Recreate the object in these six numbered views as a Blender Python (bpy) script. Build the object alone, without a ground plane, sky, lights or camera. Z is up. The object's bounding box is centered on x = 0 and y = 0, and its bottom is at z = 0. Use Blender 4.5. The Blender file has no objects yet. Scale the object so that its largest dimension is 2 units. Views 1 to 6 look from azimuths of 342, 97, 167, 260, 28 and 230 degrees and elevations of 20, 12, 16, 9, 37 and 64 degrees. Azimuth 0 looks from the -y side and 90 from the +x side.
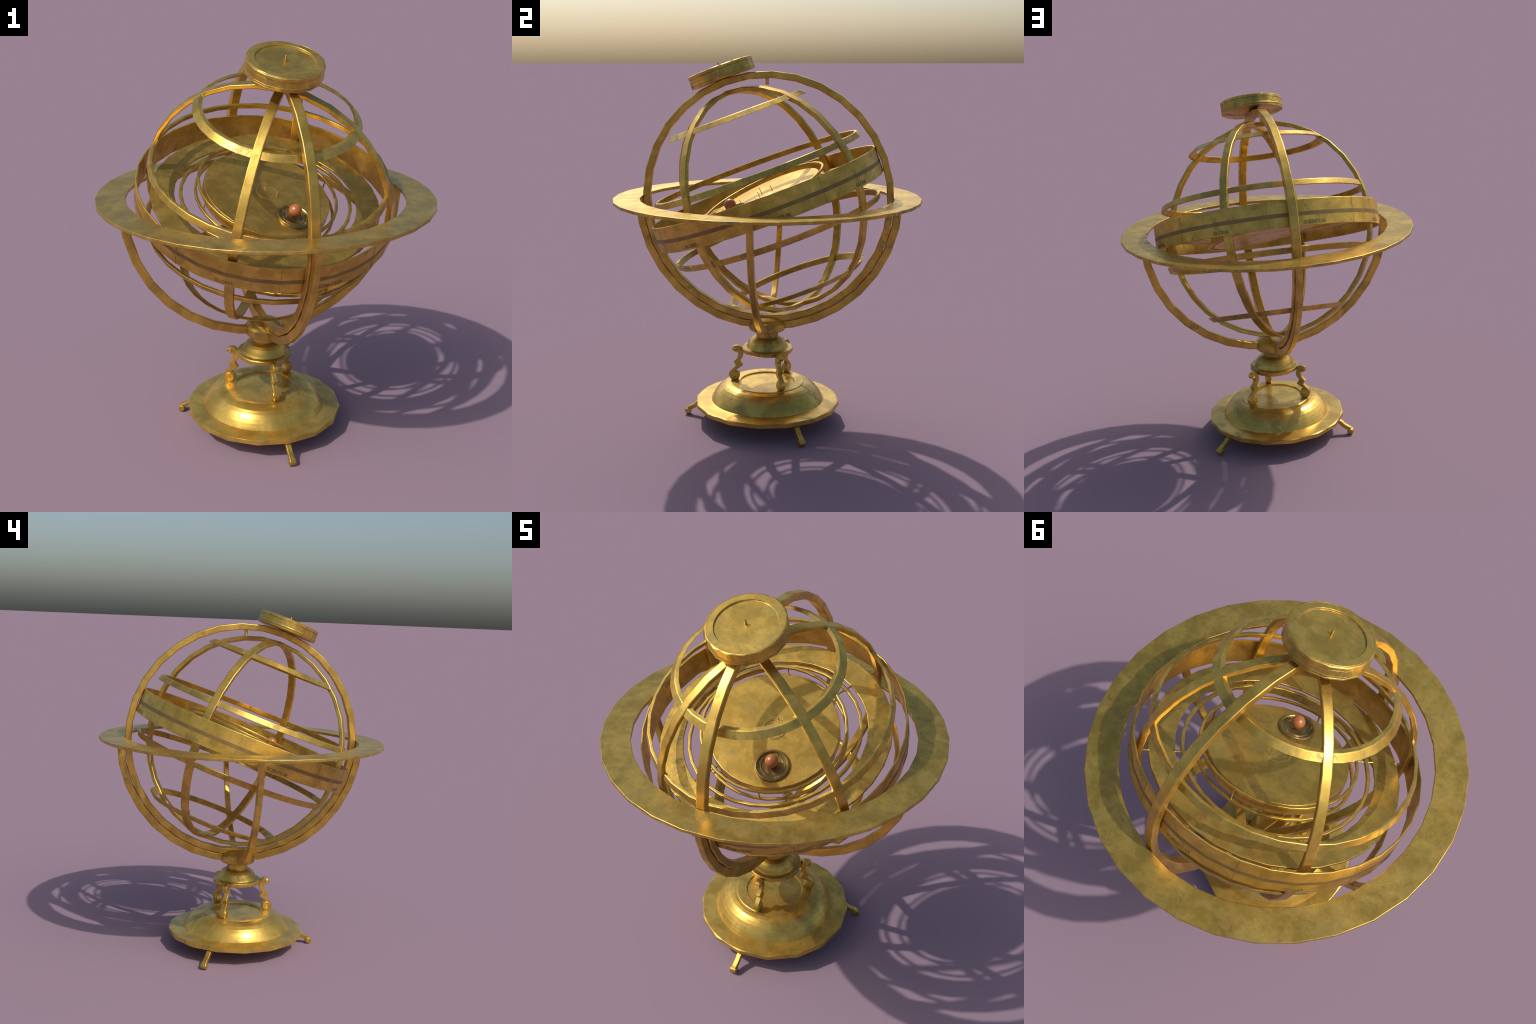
# Brass armillary sphere: stand, horizon ring, meridian ring, tilted celestial cage,
# gimballed inner rings and an orbit disc that carries a small copper-coloured ball.
import bpy, bmesh, math, random
from math import sin, cos, pi, radians
from mathutils import Matrix, Vector

random.seed(7)
COL = bpy.context.scene.collection

# ------------------------------------------------------------------ frames
CENTRE = Vector((0, 0, 1.2395))          # centre of all the rings
TILT = radians(20)                       # pole leans towards -y
POLE = Vector((0, -sin(TILT), cos(TILT)))
XW = Vector((1, 0, 0))


def frame(origin, x, z):
    """Matrix with local x and z along the given (orthogonalised) directions."""
    z = z.normalized()
    x = (x - z * x.dot(z)).normalized()
    y = z.cross(x)
    m = Matrix.Identity(4)
    for i, a in enumerate((x, y, z)):
        m[0][i], m[1][i], m[2][i] = a.x, a.y, a.z
    m.translation = origin
    return m


WORLD = Matrix.Identity(4)
CAGE = frame(CENTRE, XW, POLE)
PIVOT = 58.2                             # azimuth of the gimbal axle inside the cage, degrees
PIVOT_DIR = CAGE.to_3x3() @ Vector((cos(radians(PIVOT)), sin(radians(PIVOT)), 0))
INNER_AXIS = Matrix.Rotation(radians(8.0), 3, PIVOT_DIR) @ POLE
INNER = frame(CENTRE, INNER_AXIS.cross(Vector((0, 1, 0))) * -1, INNER_AXIS)


# ------------------------------------------------------------------ materials
def nodes(mat):
    mat.use_nodes = True
    nt = mat.node_tree
    nt.nodes.clear()
    return nt


class G:
    """Tiny helper for node graphs."""

    def __init__(self, mat):
        self.t = nodes(mat)

    def n(self, kind, **kw):
        nd = self.t.nodes.new(kind)
        for k, v in kw.items():
            if k in nd.inputs and not hasattr(nd, k):
                nd.inputs[k].default_value = v
            else:
                setattr(nd, k, v)
        return nd

    def link(self, a, b):
        self.t.links.new(a, b)

    def noise(self, vec, scale, detail=4, rough=0.55, dist=0.0):
        nd = self.t.nodes.new('ShaderNodeTexNoise')
        nd.inputs['Scale'].default_value = scale
        nd.inputs['Detail'].default_value = detail
        nd.inputs['Roughness'].default_value = rough
        nd.inputs['Distortion'].default_value = dist
        self.link(vec, nd.inputs['Vector'])
        return nd.outputs['Fac']

    def ramp(self, fac, stops):
        nd = self.t.nodes.new('ShaderNodeValToRGB')
        cr = nd.color_ramp
        while len(cr.elements) < len(stops):
            cr.elements.new(0.5)
        for e, (p, c) in zip(cr.elements, stops):
            e.position = p
            e.color = (c, c, c, 1) if isinstance(c, (int, float)) else (*c, 1)
        self.link(fac, nd.inputs['Fac'])
        return nd.outputs['Color']

    def mix(self, fac, a, b, blend='MIX'):
        nd = self.t.nodes.new('ShaderNodeMix')
        nd.data_type = 'RGBA'
        nd.blend_type = blend
        for sock, v in ((nd.inputs[0], fac), (nd.inputs[6], a), (nd.inputs[7], b)):
            if isinstance(v, (int, float)):
                sock.default_value = v
            elif isinstance(v, tuple):
                sock.default_value = (*v, 1)
            else:
                self.link(v, sock)
        return nd.outputs[2]

    def math(self, op, a, b=0.0):
        nd = self.t.nodes.new('ShaderNodeMath')
        nd.operation = op
        for sock, v in ((nd.inputs[0], a), (nd.inputs[1], b)):
            if isinstance(v, (int, float)):
                sock.default_value = v
            else:
                self.link(v, sock)
        return nd.outputs[0]


def make_brass(name, light=(0.76, 0.495, 0.105), mid=(0.54, 0.350, 0.070), patina=(0.325, 0.245, 0.072),
               rust=(0.36, 0.19, 0.05), patina_amount=0.4, rough=(0.31, 0.54), bump=0.10, metal=0.86, flecks=0.36):
    mat = bpy.data.materials.new(name)
    g = G(mat)
    tc = g.n('ShaderNodeTexCoord')
    info = g.n('ShaderNodeObjectInfo')
    off = g.n('ShaderNodeVectorMath', operation='ADD')
    scl = g.n('ShaderNodeVectorMath', operation='SCALE')
    comb = g.n('ShaderNodeCombineXYZ')
    for i in range(3):
        g.link(info.outputs['Random'], comb.inputs[i])
    g.link(comb.outputs[0], scl.inputs[0])
    scl.inputs['Scale'].default_value = 17.0
    g.link(tc.outputs['Object'], off.inputs[0])
    g.link(scl.outputs[0], off.inputs[1])
    v = off.outputs[0]

    cloud = g.noise(v, 9.0, 8, 0.62, 0.3)
    blotch = g.noise(v, 10.0, 8, 0.64, 0.3)
    speck = g.noise(v, 120.0, 4, 0.7)
    warm = g.noise(v, 8.0, 8, 0.7, 0.4)
    col = g.mix(g.ramp(cloud, [(0.40, 0.0), (0.58, 1.0)]), light, mid)
    # olive tarnish in soft cloudy patches with a finely broken edge
    edge = g.math('ADD', g.math('MULTIPLY', blotch, 0.82), g.math('MULTIPLY', speck, 0.18))
    lo = 0.57 - 0.16 * patina_amount
    tarn = g.ramp(edge, [(lo, 0.0), (lo + 0.10, 0.85)])
    col = g.mix(tarn, col, patina)
    # small crisp flecks where the polish has worn unevenly
    fleck = g.ramp(g.noise(v, 22.0, 9, 0.72, 0.3), [(0.48, 0.0), (0.60, flecks)])
    col = g.mix(fleck, col, patina)
    # clusters of dark spots inside the tarnish
    spots = g.math('MULTIPLY', g.ramp(speck, [(0.55, 0.0), (0.66, 0.38)]), g.ramp(edge, [(lo + 0.02, 0.0), (lo + 0.09, 1.0)]))
    col = g.mix(spots, col, (0.15, 0.125, 0.045))
    # warm brown stains
    stain = g.ramp(warm, [(0.58, 0.0), (0.74, 0.6)])
    col = g.mix(stain, col, rust)
    # small dark pits
    pits = g.n('ShaderNodeTexVoronoi')
    pits.inputs['Scale'].default_value = 60.0
    g.link(v, pits.inputs['Vector'])
    pit = g.ramp(pits.outputs['Distance'], [(0.04, 0.5), (0.10, 0.0)])
    pit = g.math('MULTIPLY', pit, g.ramp(g.noise(v, 9.0, 3), [(0.52, 0.0), (0.60, 1.0)]))
    col = g.mix(pit, col, (0.10, 0.085, 0.035))

    bsdf = g.n('ShaderNodeBsdfPrincipled')
    g.link(g.math('SUBTRACT', metal, g.math('MULTIPLY', tarn, 0.30)), bsdf.inputs['Metallic'])
    bsdf.inputs['Specular IOR Level'].default_value = 0.35
    g.link(col, bsdf.inputs['Base Color'])
    r = g.math('ADD', g.math('MULTIPLY', tarn, 0.16),
               g.math('ADD', rough[0], g.math('MULTIPLY', g.ramp(speck, [(0.3, 0.0), (0.7, 1.0)]), (rough[1] - rough[0]) * 0.5)))
    g.link(r, bsdf.inputs['Roughness'])
    bmp = g.n('ShaderNodeBump')
    bmp.inputs['Strength'].default_value = bump
    bmp.inputs['Distance'].default_value = 0.004
    hsum = g.math('ADD', g.noise(v, 34.0, 5, 0.6), g.math('MULTIPLY', pit, -0.5))
    g.link(hsum, bmp.inputs['Height'])
    g.link(bmp.outputs[0], bsdf.inputs['Normal'])
    out = g.n('ShaderNodeOutputMaterial')
    g.link(bsdf.outputs[0], out.inputs[0])
    return mat


def make_flat(name, a, b, metallic, rough, scale=30, specks=None):
    mat = bpy.data.materials.new(name)
    g = G(mat)
    tc = g.n('ShaderNodeTexCoord')
    v = tc.outputs['Object']
    col = g.mix(g.ramp(g.noise(v, scale, 5, 0.6), [(0.35, 0.0), (0.65, 1.0)]), a, b)
    if specks:
        s = g.ramp(g.noise(v, scale * 7, 3, 0.6), [(0.60, 0.0), (0.68, 0.7)])
        col = g.mix(s, col, specks)
    bsdf = g.n('ShaderNodeBsdfPrincipled')
    bsdf.inputs['Metallic'].default_value = metallic
    bsdf.inputs['Roughness'].default_value = rough
    g.link(col, bsdf.inputs['Base Color'])
    out = g.n('ShaderNodeOutputMaterial')
    g.link(bsdf.outputs[0], out.inputs[0])
    return mat


BRASS = make_brass('brass')
BRASS_CLEAN = make_brass('brass_clean', patina_amount=0.1, rough=(0.32, 0.5), flecks=0.16)
BRASS_BAND = make_brass('brass_band', patina_amount=0.05, rough=(0.40, 0.60), flecks=0.18)
BRASS_BASE = make_brass('brass_base', patina_amount=0.2, rough=(0.27, 0.40), bump=0.08, metal=0.76, flecks=0.22)
BRONZE = make_flat('dark_bronze', (0.40, 0.285, 0.095), (0.30, 0.215, 0.075), 0.8, 0.34, 40)
INLAY = make_flat('inlay', (0.24, 0.160, 0.060), (0.33, 0.220, 0.075), 0.65, 0.55, 14)
INK = make_flat('engraving', (0.24, 0.17, 0.062), (0.33, 0.235, 0.08), 0.6, 0.6, 60)
SCORE = make_flat('scored_line', (0.25, 0.19, 0.075), (0.32, 0.24, 0.09), 0.9, 0.55, 20)
WIRE = make_flat('thin_wire', (0.30, 0.22, 0.08), (0.40, 0.30, 0.10), 1.0, 0.4, 40)
CLAY = make_flat('copper_ball', (0.57, 0.200, 0.068), (0.49, 0.160, 0.052), 0.2, 0.30, 25, (0.22, 0.085, 0.05))


# ------------------------------------------------------------------ building blocks
def finish(name, bm, mats, matrix, parent, angle=30):
    bmesh.ops.remove_doubles(bm, verts=bm.verts, dist=1e-6)
    bmesh.ops.recalc_face_normals(bm, faces=bm.faces)
    for f in bm.faces:
        f.smooth = True
    lim = radians(angle)
    for e in bm.edges:
        if len(e.link_faces) == 2:
            e.smooth = e.calc_face_angle(0.0) < lim
    me = bpy.data.meshes.new(name)
    bm.to_mesh(me)
    bm.free()
    me.materials.append(mats)
    ob = bpy.data.objects.new(name, me)
    COL.objects.link(ob)
    attach(ob, parent, matrix)
    return ob


PLACED = {}      # world matrix of every object, by name


def attach(ob, parent, matrix):
    """Parent an object and put it at a world matrix."""
    PLACED[ob.name] = matrix.copy()
    if parent is None:
        ob.matrix_basis = matrix
        return
    ob.parent = parent
    ob.matrix_parent_inverse = Matrix.Identity(4)
    ob.matrix_basis = PLACED.get(parent.name, Matrix.Identity(4)).inverted() @ matrix


def copy_of(ob, parent, matrix):
    c = ob.copy()
    COL.objects.link(c)
    attach(c, parent, matrix)
    return c


def chamfer(poly, amount, closed=True):
    """Cut the corners of a profile polygon."""
    out = []
    n = len(poly)
    for i, p in enumerate(poly):
        if not closed and i in (0, n - 1):
            out.append(p)
            continue
        p = Vector(p)
        a, b = Vector(poly[i - 1]), Vector(poly[(i + 1) % n])
        da, db = (a - p), (b - p)
        ka = min(amount, da.length * 0.4)
        kb = min(amount, db.length * 0.4)
        out.append(tuple(p + da.normalized() * ka))
        out.append(tuple(p + db.normalized() * kb))
    return out


def box_profile(r0, r1, z0, z1, c=0.0022):
    return chamfer([(r0, z0), (r1, z0), (r1, z1), (r0, z1)], c)


def supported(profile, closed, reach=0.0022):
    """Add holding points near the ends of long profile runs, so flat faces stay flat in shading."""
    out = []
    n = len(profile)
    for i in range(n):
        out.append(profile[i])
        if i == n - 1 and not closed:
            break
        p, q = Vector(profile[i]), Vector(profile[(i + 1) % n])
        L = (q - p).length
        if L > 4 * reach:
            out.append(tuple(p + (q - p) * (reach / L)))
            out.append(tuple(q - (q - p) * (reach / L)))
    return out


def lathe(name, profile, seg, matrix, mat, parent, closed=True, start=0.0, sweep=2 * pi, angle=50, facets=None):
    """Turn an (r, z) profile about local z. closed: the profile is a loop (a ring)."""
    profile = supported(profile, closed)
    bm = bmesh.new()
    full = abs(sweep - 2 * pi) < 1e-6
    steps = seg if full else seg + 1
    rows = []
    for k in range(steps):
        a = start + sweep * k / seg
        row = []
        for r, z in profile:
            if facets and r > facets[1]:       # outer rim cut to a polygon
                st = 2 * pi / facets[0]
                r *= cos(st / 2) / cos((a % st) - st / 2)
            row.append(bm.verts.new((r * cos(a), r * sin(a), z)))
        rows.append(row)
    m = len(profile)
    for k in range(seg):
        A, B = rows[k], rows[(k + 1) % steps]
        for i in range(m if closed else m - 1):
            j = (i + 1) % m
            vs = [A[i], B[i], B[j], A[j]]
            if profile[i][0] < 1e-7 and profile[j][0] < 1e-7:
                continue
            if profile[i][0] < 1e-7:
                vs = [A[i], B[j], A[j]]
            elif profile[j][0] < 1e-7:
                vs = [A[i], B[i], A[j]]
            bm.faces.new(vs)
    if not full:
        bm.faces.new(rows[0])
        bm.faces.new(list(reversed(rows[-1])))
    return finish(name, bm, mat, matrix, parent, angle)


def plate(name, outline, thick, matrix, mat, parent, bevel=0.002, angle=35):
    """Extrude a 2D outline (local x, z) along local y, centred, with bevelled rims."""
    bm = bmesh.new()
    vs = [bm.verts.new((x, -thick / 2, z)) for x, z in outline]
    f = bm.faces.new(vs)
    r = bmesh.ops.extrude_face_region(bm, geom=[f])
    top = [v for v in r['geom'] if isinstance(v, bmesh.types.BMVert)]
    bmesh.ops.translate(bm, verts=top, vec=(0, thick, 0))
    if bevel:
        rim = [e for e in bm.edges if abs(e.verts[0].co.y - e.verts[1].co.y) < 1e-6]
        bmesh.ops.bevel(bm, geom=rim, offset=bevel, segments=1, affect='EDGES', clamp_overlap=True)
    return finish(name, bm, mat, matrix, parent, angle)


def rod(name, a, b, radius, mat, parent, seg=8, tip=0.0):
    a, b = Vector(a), Vector(b)
    L = (b - a).length
    z = (b - a).normalized()
    x = Vector((1, 0, 0)) if abs(z.x) < 0.8 else Vector((0, 1, 0))
    prof = [(0, 0), (radius, 0), (radius, L - tip), (radius * (1 - min(tip, radius) / radius * 0.7), L), (0, L)]
    if tip == 0:
        prof = [(0, 0), (radius, 0), (radius, L), (0, L)]
    return lathe(name, prof, seg, frame(a, x, z), mat, parent, closed=False, angle=50)


K32 = 1.0025      # vertex radius of a 32-gon that reads as a circle of the given radius

# ------------------------------------------------------------------ the thing
root = bpy.data.objects.new('armillary_sphere', None)
COL.objects.link(root)
root['label'] = 'aged brass armillary sphere on a round footed stand'
root['category'] = 'astronomical instrument'

# ---- pedestal -----------------------------------------------------------------
ped = [(0, 0.0905), (0.30, 0.0905), (0.398, 0.0868), (0.4000, 0.0885), (0.4000, 0.1085), (0.3900, 0.1118),
       (0.318, 0.1165), (0.3125, 0.1178), (0.3075, 0.1280), (0.2970, 0.1460), (0.2840, 0.1640), (0.2690, 0.1810), (0.2520, 0.1955),
       (0.2350, 0.2045), (0.2190, 0.2095), (0.2042, 0.2118), (0.2030, 0.2122), (0.2025, 0.2148), (0.2005, 0.2160), (0.1515, 0.2160), (0.1500, 0.2148),
       (0.1490, 0.2088), (0.1475, 0.2080), (0, 0.2080)]
base = lathe('pedestal_base', ped, 64, WORLD, BRASS_BASE, root, closed=False, angle=26, facets=(16, 0.395))

# feet: S-curved straps that end in a small roll
def strap(path, width_profile):
    """Outline around a centre path, offset to both sides."""
    left, right = [], []
    for i, (p, w) in enumerate(zip(path, width_profile)):
        a = Vector(path[max(i - 1, 0)])
        b = Vector(path[min(i + 1, len(path) - 1)])
        t = (b - a).normalized()
        n = Vector((-t.y, t.x))
        left.append(tuple(Vector(p) + n * w))
        right.append(tuple(Vector(p) - n * w))
    return left + right[::-1]


foot_path = [(0.335, 0.083), (0.372, 0.079), (0.396, 0.067), (0.413, 0.0505), (0.433, 0.0405), (0.452, 0.0325), (0.4625, 0.022)]
foot_w = [0.012, 0.0122, 0.0122, 0.0120, 0.0112, 0.0095, 0.006]
first_foot = None
for az in (-90, 30, 150):
    d = Vector((cos(radians(az)), sin(radians(az)), 0))
    m = frame(Vector((0, 0, 0)), d, Vector((0, 0, 1)))
    if first_foot is None:
        first_foot = plate('foot', strap(foot_path, foot_w), 0.027, m, BRASS_CLEAN, base, 0.003)
        m2 = frame(d * 0.453 + Vector((0, 0, 0.0185)), d, Vector((0, 0, 1)).cross(d))
        first_roll = lathe('foot_roll', [(0, -0.0180), (0.0130, -0.0180), (0.0170, -0.0160), (0.0185, -0.0125), (0.0185, 0.0125), (0.0170, 0.0160), (0.0130, 0.0180), (0, 0.0180)],
                           12, m2, BRASS_CLEAN, first_foot, closed=False, angle=40)
    else:
        f = copy_of(first_foot, base, m)
        m2 = frame(d * 0.453 + Vector((0, 0, 0.0185)), d, Vector((0, 0, 1)).cross(d))
        copy_of(first_roll, f, m2)

# scroll legs between the pedestal and the upper collar
leg_outline = [(0.1665, 0.3790), (0.1628, 0.3650), (0.1680, 0.3440), (0.1890, 0.3226), (0.1770, 0.3000),
               (0.1960, 0.2800), (0.2080, 0.2680), (0.2145, 0.2540), (0.2150, 0.2400), (0.2095, 0.2260), (0.1990, 0.2165),
               (0.1850, 0.2128), (0.1700, 0.2155), (0.1590, 0.2250), (0.1545, 0.2400), (0.1570, 0.2560), (0.1650, 0.2680), (0.1755, 0.2735),
               (0.1368, 0.3015), (0.1530, 0.3270), (0.1380, 0.3500), (0.1340, 0.3620), (0.1355, 0.3800), (0.1420, 0.4000),
               (0.1520, 0.4120), (0.1640, 0.4160), (0.1800, 0.4140), (0.1920, 0.4080), (0.1965, 0.3970), (0.1930, 0.3850), (0.1820, 0.3790)]
first_leg = None
for az in (-90, 30, 150):
    d = Vector((cos(radians(az)), sin(radians(az)), 0))
    t = Vector((0, 0, 1)).cross(d)
    m = frame(Vector((0, 0, 0)), d, Vector((0, 0, 1)))
    bosses = ((0.1835, 0.2428, 0.0255, 0.0175), (0.180, 0.3955, 0.0150, 0.0155))
    if first_leg is None:
        first_leg = plate('scroll_leg', leg_outline, 0.027, m, BRASS_CLEAN, root, 0.0025)
        leg = first_leg
        boss_src = []
        for (r, z, rad, hw) in bosses:
            mb = frame(d * r + Vector((0, 0, z)), d, t)
            boss_src.append(lathe('scroll_boss', [(0, -hw - 0.0015), (rad * 0.3, -hw - 0.0015), (rad * 0.4, -hw), (rad - 0.003, -hw), (rad, -hw + 0.003),
                                                  (rad, hw - 0.003), (rad - 0.003, hw), (rad * 0.4, hw), (rad * 0.3, hw + 0.0015), (0, hw + 0.0015)],
                                  10, mb, BRASS_CLEAN, leg, closed=False, angle=50))
    else:
        leg = copy_of(first_leg, root, m)
        for src, (r, z, rad, hw) in zip(boss_src, bosses):
            copy_of(src, leg, frame(d * r + Vector((0, 0, z)), d, t))

# collar: disc, bell and neck in one turned piece
collar = [(0, 0.3910), (0.130, 0.3905), (0.1385, 0.3905), (0.1420, 0.3940), (0.1420, 0.4095), (0.1385, 0.4130), (0.1190, 0.4140), (0.1165, 0.4150),
          (0.1125, 0.4225), (0.1065, 0.4385), (0.0980, 0.4540), (0.0860, 0.4665), (0.0730, 0.4735), (0.0620, 0.4760),
          (0.0605, 0.4770), (0.0605, 0.5160), (0, 0.5160)]
lathe('pedestal_collar', collar, 16, WORLD, BRASS, root, closed=False, angle=32)

cup = [(0, 0.5150), (0.096, 0.5150), (0.1015, 0.5195), (0.1015, 0.5540), (0.1000, 0.5565), (0.0930, 0.5675), (0.0790, 0.5780), (0.0560, 0.5855), (0.025, 0.5890), (0, 0.5895)]
lathe('cradle_cup', cup, 16, WORLD, BRASS, root, closed=False, angle=32)

# cradle arms: four quarter arcs from the cup up to the horizon ring
first_arm = None
for az in (0, 90, 180, 270):
    d = Vector((cos(radians(az)), sin(radians(az)), 0))
    axis = Vector((0, 0, -1)).cross(d)
    m = frame(CENTRE, Vector((0, 0, -1)), axis)      # local x points down, sweep goes outwards
    if first_arm is None:
        s = radians(11.25 * 0.35)
        bmprof = box_profile(0.6815, 0.7235, -0.0155, 0.0155, 0.003)
        first_arm = lathe('cradle_arm', bmprof, 8, m, BRASS_CLEAN, root, start=0.0, sweep=radians(89.9))
    else:
        copy_of(first_arm, root, m)

# ---- horizon ring ---------------------------------------------------------------
lathe('horizon_ring', chamfer([(0.680, 1.2380), (0.8242, 1.2380), (0.8242, 1.2542), (0.680, 1.2542)], 0.0016),
      32, WORLD, BRASS, root)

# ---- meridian ring with the hour dial -------------------------------------------
MER = frame(CENTRE, POLE, XW)
mer = lathe('meridian_ring', box_profile(0.6405 * K32, 0.6770 * K32, -0.0232, 0.0232, 0.0035), 32, MER, BRASS_CLEAN, root)
rod('peg', (0, 0, 1.8472), (0, 0, 1.886), 0.0092, BRASS_CLEAN, mer, 10)

dial_prof = [(0, 0.6776), (0.1765, 0.6776), (0.1788, 0.6790), (0.1788, 0.6850), (0.1770, 0.6862), (0.1770, 0.6874), (0.1790, 0.6890), (0.1795, 0.6950),
             (0.1780, 0.6975), (0.1775, 0.7235), (0.1760, 0.7245), (0.1760, 0.7257), (0.1790, 0.7275), (0.1790, 0.7405),
             (0.1728, 0.7440), (0.1700, 0.7444), (0.1692, 0.7432), (0.1676, 0.7432), (0.1666, 0.7442),
             (0.1388, 0.7442), (0.1376, 0.7430), (0.1370, 0.7376), (0.1355, 0.7368), (0, 0.7368)]
dial = lathe('hour_dial', dial_prof, 64, CAGE, BRASS, mer, closed=False, angle=28, facets=(16, 0.1735))
tipc = CENTRE + POLE * 0.7655
rod('dial_pointer', CENTRE + POLE * 0.730, tipc, 0.0052, BRASS_CLEAN, dial, 8, 0.003)

# ---- celestial cage --------------------------------------------------------------
for i, phi in enumerate((PIVOT, PIVOT - 90)):
    eq = CAGE.to_3x3() @ Vector((cos(radians(phi)), sin(radians(phi)), 0))
    m = frame(CENTRE, POLE, eq.cross(POLE))
    s = 0.0015 * i
    lathe('colure_ring', box_profile(0.5915 - s, 0.6140 - s, -0.0218, 0.0218, 0.003), 32, m, BRASS_CLEAN, root)


def slant_ring(name, up, low, width, mat, parent, c=0.0022):
    """Hoop whose outer face slants from (r, z) `up` to `low`; its top and bottom faces run straight inwards."""
    (ru, zu), (rl, zl) = up, low
    prof = chamfer([(rl * K32, zl), (ru * K32, zu), (ru * K32 - width, zu), (rl * K32 - width, zl)], c)
    return lathe(name, prof, 32, CAGE, mat, parent)


slant_ring('tropic_ring', (0.5725, 0.1875), (0.5840, 0.1560), 0.016, BRASS, root)
slant_ring('tropic_ring', (0.5835, -0.1560), (0.5740, -0.1872), 0.016, BRASS, root)
slant_ring('polar_ring', (0.3660, 0.4880), (0.3935, 0.4610), 0.021, BRASS, root)
slant_ring('polar_ring', (0.3930, -0.4610), (0.3650, -0.4880), 0.021, BRASS, root)

# zodiac band with its inlay, scored panel lines and lettering
BAND_R = 0.634 * K32
band = lathe('zodiac_band', box_profile(BAND_R - 0.008, BAND_R, -0.0605, 0.0771, 0.0016), 32, CAGE, BRASS_BAND, root)
lathe('inlay_stripe', [(BAND_R - 0.003, -0.0075), (BAND_R + 0.0006, -0.0075), (BAND_R + 0.0006, 0.0125), (BAND_R - 0.003, 0.0125)],
      32, CAGE, INLAY, band)


def band_radius(a):
    """Distance from the axis of the 32-gon's wall at angle a."""
    st = 2 * pi / 32
    return BAND_R * cos(st / 2) / cos((a % st) - st / 2)


for k in range(8):
    a0 = radians(-11.25 + 45 * k)
    for z0, z1 in ((0.0175, 0.0765), (-0.060, -0.0125)):
        bm = bmesh.new()
        vs = []
        for a in (a0 - 0.0016, a0 + 0.0016):
            for r in (band_radius(a) - 0.002, band_radius(a) + 0.0006):
                for z in (z0, z1):
                    vs.append(bm.verts.new((r * cos(a), r * sin(a), z)))
        bmesh.ops.convex_hull(bm, input=vs)
        finish('scored_line', bm, SCORE, CAGE, band)

def lettering(word, a_start, a_end, z0, height):
    cu = bpy.data.curves.new('lettering', 'FONT')
    cu.body = word
    cu.size = 1.0
    cu.extrude = 0.02
    cu.offset = 0.045
    cu.resolution_u = 3
    tmp = bpy.data.objects.new('tmp_text', cu)
    COL.objects.link(tmp)
    dg = bpy.context.evaluated_depsgraph_get()
    me = bpy.data.meshes.new_from_object(tmp.evaluated_get(dg))
    bpy.data.objects.remove(tmp)
    xs = [v.co.x for v in me.vertices]
    ys = [v.co.y for v in me.vertices]
    x0, x1, y0, y1 = min(xs), max(xs), min(ys), max(ys)
    bm = bmesh.new()
    bm.from_mesh(me)
    bpy.data.meshes.remove(me)
    for v in bm.verts:
        a = a_start + (a_end - a_start) * (v.co.x - x0) / (x1 - x0)
        r = band_radius(a) + (0.0007 if v.co.z > 0 else -0.0015)
        z = z0 + height * (v.co.y - y0) / (y1 - y0)
        v.co = (r * cos(a), r * sin(a), z)
    finish('lettering', bm, INK, CAGE, band)


for k in range(4):
    lettering('GLORIA', radians(52.2 + 90 * k), radians(60.3 + 90 * k), -0.0520, 0.0200)
    lettering('SCIENTIUM', radians(5.2 + 90 * k), radians(16.3 + 90 * k), -0.0520, 0.0200)

# ---- gimbal inside the band ---------------------------------------------------------
lathe('gimbal_plate', box_profile(0.4458 * K32, 0.5621 * K32, -0.0080, 0.0025, 0.0015), 32, CAGE, BRASS, root)
lathe('gimbal_ring', box_profile(0.4080, 0.4240, -0.0090, 0.0075, 0.002), 32, CAGE, BRASS_CLEAN, root)
for s in (1, -1):
    rod('pivot_pin', CENTRE + PIVOT_DIR * s * 0.305, CENTRE + PIVOT_DIR * s * 0.450, 0.0042, BRASS_CLEAN, root, 8)
    rod('pivot_pin', CENTRE + PIVOT_DIR * s * 0.555, CENTRE + PIVOT_DIR * s * 0.597, 0.0042, BRASS_CLEAN, root, 8)

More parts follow.
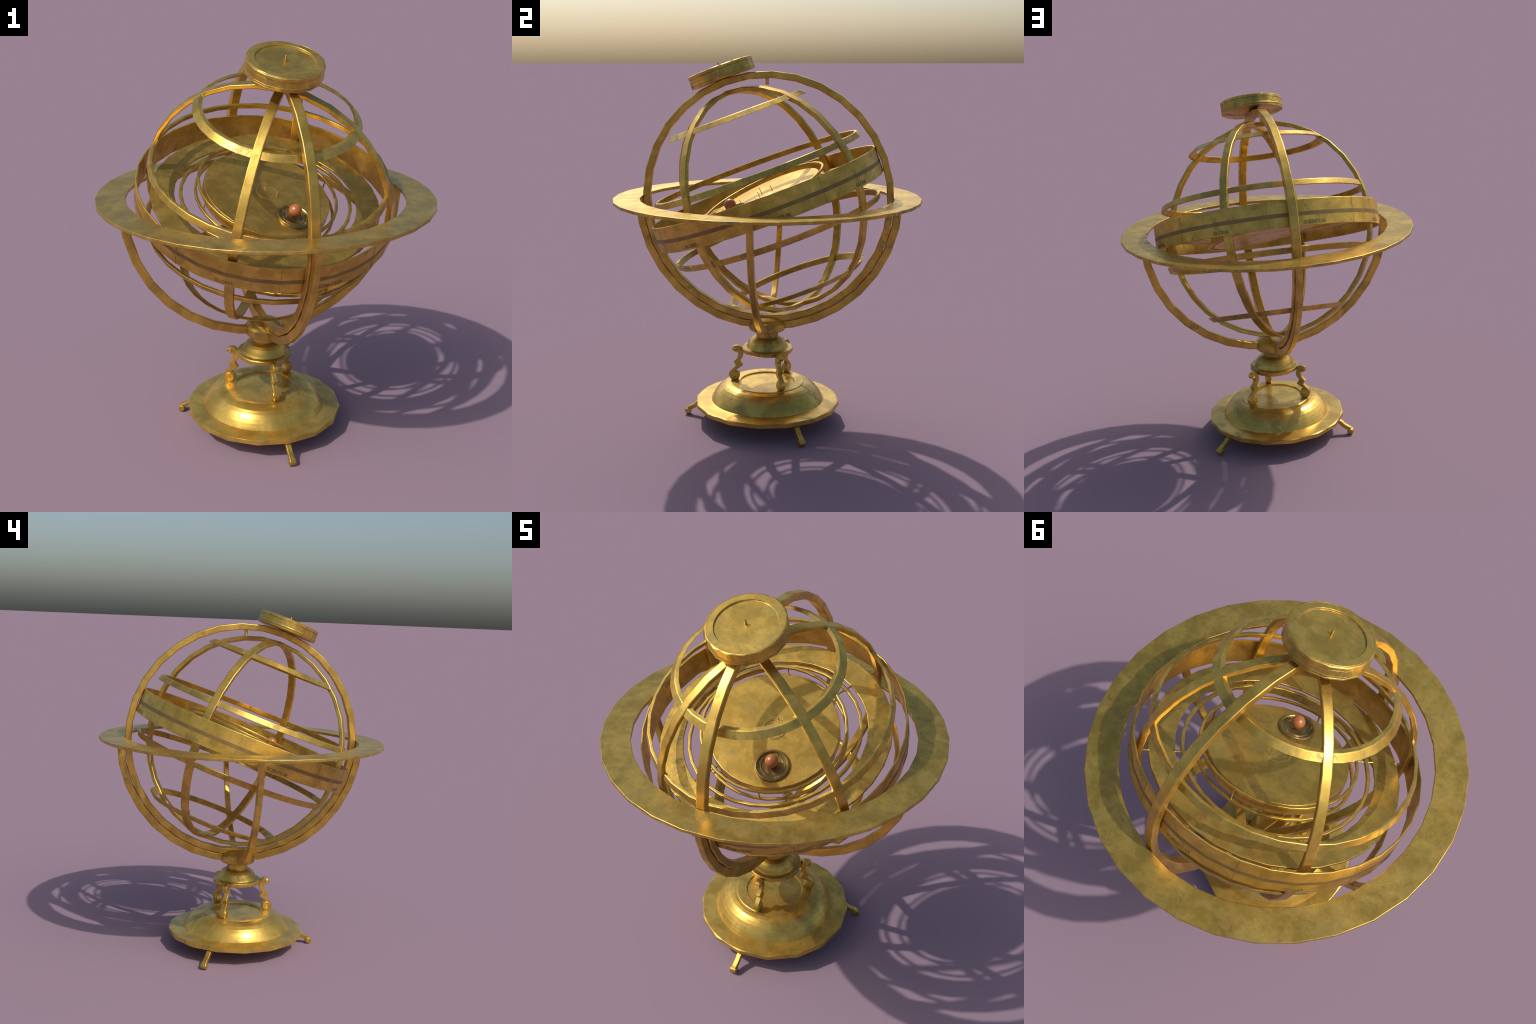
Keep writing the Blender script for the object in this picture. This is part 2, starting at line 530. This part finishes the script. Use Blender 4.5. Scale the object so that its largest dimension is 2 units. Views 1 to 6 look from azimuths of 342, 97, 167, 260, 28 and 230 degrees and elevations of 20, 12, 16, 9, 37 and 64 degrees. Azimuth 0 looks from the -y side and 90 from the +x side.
# orbit disc with an upper and a lower guard ring
disc = lathe('orbit_disc', chamfer([(0, -0.0290), (0.3150, -0.0290), (0.3150, 0.0300), (0, 0.0300)], 0.0012, closed=False),
             32, INNER, BRASS_CLEAN, root, closed=False)
for z0, z1 in ((0.0385, 0.0515), (-0.0295, -0.0162)):
    lathe('guard_ring', box_profile(0.3395, 0.3530, z0, z1, 0.002), 32, INNER, BRASS_CLEAN, root)
for k in range(4):
    a = radians(16.5 + 90 * k)
    p = Vector((0.3460 * cos(a), 0.3460 * sin(a), 0))
    rod('guard_pin', INNER @ (p + Vector((0, 0, -0.020))), INNER @ (p + Vector((0, 0, 0.042))), 0.0035, BRASS_CLEAN, root, 8)


def disc_frame(x, y, z):
    m = INNER.copy()
    m.translation = INNER @ Vector((x, y, z))
    return m


# socket dish around the ball
BX, BY = 0.088, -0.180
dish = [(0.0, 0.0010), (0.048, 0.0015), (0.0505, 0.0045), (0.0535, 0.0060), (0.0565, 0.0045), (0.0590, 0.0020), (0.0680, 0.0020), (0.0710, 0.0100),
        (0.0755, 0.0135), (0.0810, 0.0125), (0.0845, 0.0080), (0.0850, -0.0020), (0.0, -0.0020)]
lathe('socket_dish', dish, 20, disc_frame(BX, BY, 0.0300), BRONZE, disc, closed=False, angle=45)
ball_pos = Vector((0.0847, -0.1895, 1.2202))
bm = bmesh.new()
bmesh.ops.create_icosphere(bm, subdivisions=4, radius=0.0315)
finish('ball', bm, CLAY, Matrix.Translation(ball_pos), disc, 60)
for ang in (-150, -30, 90):
    a = radians(ang)
    x, y = BX + 0.0615 * cos(a), BY + 0.0615 * sin(a)
    rod('holder_pin', INNER @ Vector((x, y, 0.030)), INNER @ Vector((x, y, 0.0720)), 0.0017, WIRE, disc, 6, 0.001)
# faint empty socket at the middle of the disc
lathe('empty_socket', [(0.0460, -0.001), (0.0490, 0.0012), (0.0535, 0.0018), (0.0580, 0.0012), (0.0610, -0.001)], 24,
      disc_frame(0.002, 0.0, 0.0300), BRASS, disc, angle=45)
for ang in (90, 210, 330):
    a = radians(ang)
    x, y = 0.003 + 0.046 * cos(a), 0.001 + 0.046 * sin(a)
    rod('holder_pin', INNER @ Vector((x, y, 0.028)), INNER @ Vector((x, y, 0.0680)), 0.0017, WIRE, disc, 6, 0.001)
